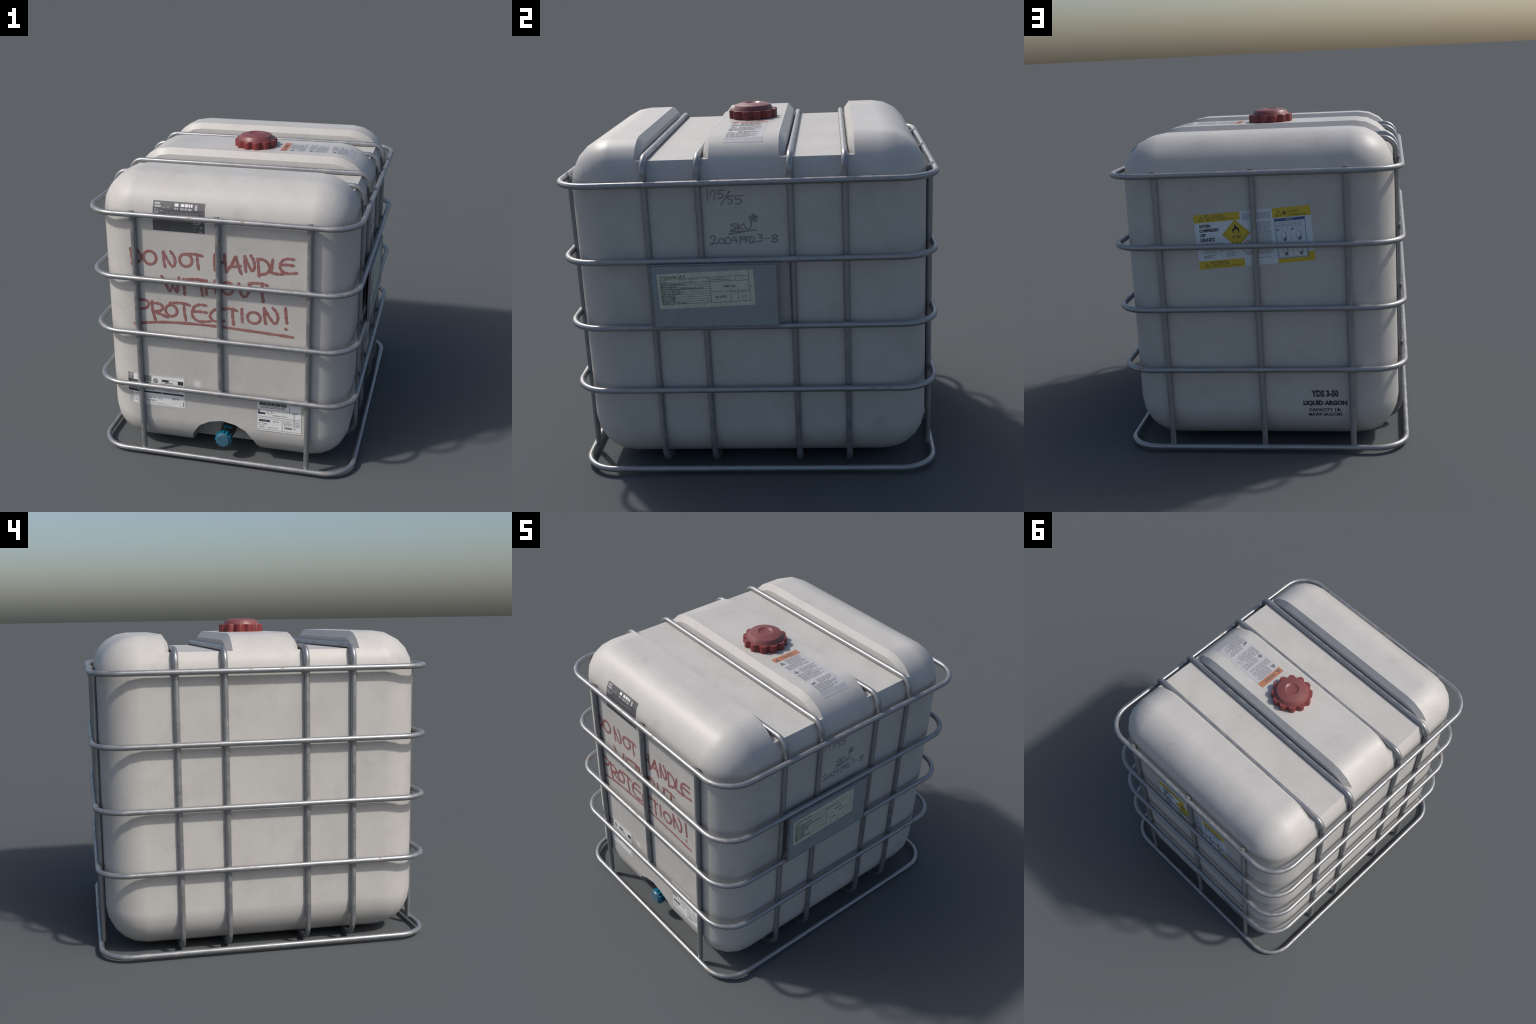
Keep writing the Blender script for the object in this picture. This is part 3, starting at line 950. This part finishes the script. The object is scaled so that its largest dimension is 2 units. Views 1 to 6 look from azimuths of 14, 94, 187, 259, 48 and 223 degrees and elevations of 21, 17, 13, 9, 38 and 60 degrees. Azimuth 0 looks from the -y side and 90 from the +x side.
FRONT_ROWS = [
    [("D", -0.564, 1.321, 0.067, 0.107), ("O", -0.480, 1.336, 0.080, 0.086), ("N", -0.358, 1.326, 0.080, 0.106),
     ("O", -0.252, 1.342, 0.078, 0.080), ("T", -0.222, 1.331, 0.114, 0.096), ("H", -0.036, 1.332, 0.078, 0.108),
     ("A", 0.036, 1.325, 0.094, 0.107), ("N", 0.148, 1.343, 0.065, 0.104), ("D", 0.227, 1.321, 0.076, 0.109),
     ("L", 0.311, 1.344, 0.073, 0.091), ("E", 0.364, 1.350, 0.100, 0.098)],
    [("W", -0.371, 1.164, 0.114, 0.102), ("I", -0.236, 1.157, 0.014, 0.102), ("T", -0.210, 1.162, 0.124, 0.104),
     ("H", -0.092, 1.168, 0.070, 0.098), ("O", 0.013, 1.185, 0.064, 0.079), ("U", 0.112, 1.180, 0.069, 0.088),
     ("T", 0.172, 1.158, 0.117, 0.120)],
    [("P", -0.538, 0.964, 0.077, 0.131), ("R", -0.446, 0.966, 0.104, 0.128), ("O", -0.354, 1.002, 0.074, 0.076),
     ("T", -0.324, 0.984, 0.127, 0.115), ("E", -0.183, 0.980, 0.113, 0.121), ("C", -0.070, 0.996, 0.092, 0.089),
     ("T", 0.010, 0.987, 0.088, 0.107), ("I", 0.126, 1.010, 0.011, 0.088), ("O", 0.165, 1.010, 0.080, 0.074),
     ("N", 0.264, 1.015, 0.092, 0.111), ("!", 0.396, 0.986, 0.013, 0.147)],
]
UNDERLINE = [[(-0.562, 0.926), (-0.45, 0.946), (-0.297, 0.961), (-0.056, 0.965), (0.179, 0.957), (0.32, 0.951), (0.448, 0.944)]]
handwriting("brushed_warning", FRONT, (0, -0.95, 0), FRONT_ROWS, UNDERLINE, 0.0200, M_BRUSH)

SIDE_ROWS = [
    [("1", -0.191, 1.561, 0.008, 0.059), ("7", -0.172, 1.560, 0.026, 0.051), ("5", -0.136, 1.567, 0.035, 0.045),
     ("/", -0.122, 1.534, 0.048, 0.072), ("5", -0.086, 1.537, 0.030, 0.044), ("5", -0.049, 1.536, 0.044, 0.045)],
    [("*", 0.019, 1.442, 0.045, 0.040), ("S", -0.079, 1.398, 0.034, 0.035), ("K", -0.043, 1.401, 0.028, 0.033),
     ("U", -0.010, 1.404, 0.041, 0.035)],
    [("2", -0.189, 1.321, 0.040, 0.051), ("0", -0.145, 1.328, 0.030, 0.027), ("0", -0.111, 1.325, 0.030, 0.035),
     ("4", -0.073, 1.328, 0.028, 0.037), ("1", -0.036, 1.324, 0.008, 0.043), ("9", -0.024, 1.329, 0.024, 0.037),
     ("7", 0.004, 1.326, 0.018, 0.037), ("2", 0.021, 1.326, 0.028, 0.037), ("3", 0.056, 1.335, 0.030, 0.039),
     ("-", 0.099, 1.349, 0.019, 0.004), ("8", 0.129, 1.329, 0.035, 0.039)],
]
SKU_LINES = [[(-0.080, 1.391), (-0.005, 1.393), (0.058, 1.396)], [(-0.089, 1.378), (-0.024, 1.387), (0.036, 1.398)]]
handwriting("marker_note", SIDE, (0.80, 0, 0), SIDE_ROWS, SKU_LINES, 0.0076, M_MARKER)


# ---------------------------------------------------------------- name plate on the +x side
PY0, PY1, PZ0, PZ1, PX0, PX1 = -0.510, 0.1628, 0.889, 1.2405, 0.836, 0.8505


def build_plate():
    verts, faces, fm = [], [], []
    rim, dish = 0.011, 0.003

    def loop(x, d):
        return [(x, PY0 + d, PZ0 + d), (x, PY1 - d, PZ0 + d), (x, PY1 - d, PZ1 - d), (x, PY0 + d, PZ1 - d)]
    for x, d in ((PX0, 0.0), (PX1 - 0.002, 0.0), (PX1, 0.002), (PX1, rim - 0.003), (PX1 - dish, rim)):
        verts += loop(x, d)
    faces.append((0, 3, 2, 1)); fm.append(0)
    for i in range(4):
        for k in range(4):
            faces.append((i * 4 + k, i * 4 + (k + 1) % 4, (i + 1) * 4 + (k + 1) % 4, (i + 1) * 4 + k)); fm.append(1)
    faces.append((16, 17, 18, 19)); fm.append(0)
    return make_object("name_plate", verts, faces, [M_PLATE, M_FRAME], fm, root)


plate = build_plate()
P = Label((PX1 - 0.003, -0.2165, 1.1003), tilt=1.85, flat=True, **SIDE)
W, H = 0.2525, 0.0965
P.rect(-W, -H, W, H, M_PAPER, 0, 0.2, True)
ln = lambda a, b, c, d: P.rect(a, b, c, d, M_INK, 1, 1.0)
T = 0.0016
bot, right = -0.073, 0.2275
P.text("Part of Assembly:", -0.238, 0.0725, 0.0165, M_INK, 1, bold=0.012, width=0.090)
P.text("LR_07", -0.136, 0.0725, 0.0165, M_INK, 1, bold=0.012, width=0.034)
ln(-0.239, 0.067, right, 0.067 + T)
ln(0.022, 0.0415, right, 0.0415 + T)
ln(-0.239, 0.043, 0.022, 0.043 + T)
ln(0.022, -0.014, right, -0.014 + T)
ln(-0.239, bot, right, bot + T)
for u, v0, v1 in ((-0.239, bot, 0.067), (0.022, bot, 0.067), (right - T, bot, 0.094), (-0.142, 0.043, 0.067), (-0.080, 0.043, 0.067),
                  (0.076, 0.0415, 0.067), (0.156, 0.0415, 0.067), (0.126, bot, -0.014), (0.166, bot, -0.014), (-0.180, bot, 0.043)):
    P.rect(u, v0, u + T, v1, M_INK, 1, 1.0)
rows = ("Material type|Laminated Board", "Material code|LMDF", "Material name|Laminated Medium Density Fibreboard", "Color Code|Decor 08",
        "Color Name|Oak Milky", "Material WP-L|721", "Material WP-W|501", "Material WP-T|18", "Edge Type|PVC lam edging")
step = (0.043 - bot) / len(rows)
for k, r in enumerate(rows):
    z = 0.043 - step * (k + 1)
    if k < len(rows) - 1:
        ln(-0.239, z, 0.022, z + 0.0012)
    a, b = r.split("|")
    P.text(a, -0.2355, z + 0.0035, 0.0102, M_INK, 2, bold=0.012)
    P.text(b, -0.1755, z + 0.0035, 0.0102, M_INK, 2, bold=0.012)
P.text("Designed by", -0.236, 0.0595, 0.0075, M_INK, 2)
P.text("hacultural", -0.236, 0.047, 0.0085, M_INK, 2)
P.text("Checked by", -0.138, 0.0595, 0.0075, M_INK, 2)
P.text("Approved by", -0.075, 0.0595, 0.0075, M_INK, 2)
P.text("Date", 0.006, 0.0595, 0.0075, M_INK, 2)
P.text("Date", 0.080, 0.0595, 0.0075, M_INK, 2)
P.text("10/25/2016", 0.080, 0.047, 0.0105, M_INK, 2)
P.text("Cell APS", 0.049, 0.0495, 0.0145, M_INK, 2, "center")
P.text("Right Leg", 0.122, 0.0095, 0.0165, M_INK, 2, "center", 0.008)
P.text("LR_0700", 0.075, -0.0485, 0.0165, M_INK, 2, "center", 0.008)
P.text("Edition", 0.147, -0.0215, 0.0075, M_INK, 2, "center")
P.text("Sheet", 0.197, -0.0215, 0.0075, M_INK, 2, "center")
P.text("1 / 1", 0.197, -0.0485, 0.0165, M_INK, 2, "center", 0.008)
P.text("A", 0.231, 0.002, 0.013, M_INK, 2)
for u, t in ((-0.186, "3"), (-0.100, "1"), (-0.016, "2"), (0.070, "2"), (0.154, "1")):
    P.rect(u, bot - 0.004, u + T, bot, M_INK, 1)
    P.text(t, u - 0.003, bot - 0.0145, 0.0115, M_INK, 2)
P.finish("paper_label", plate)
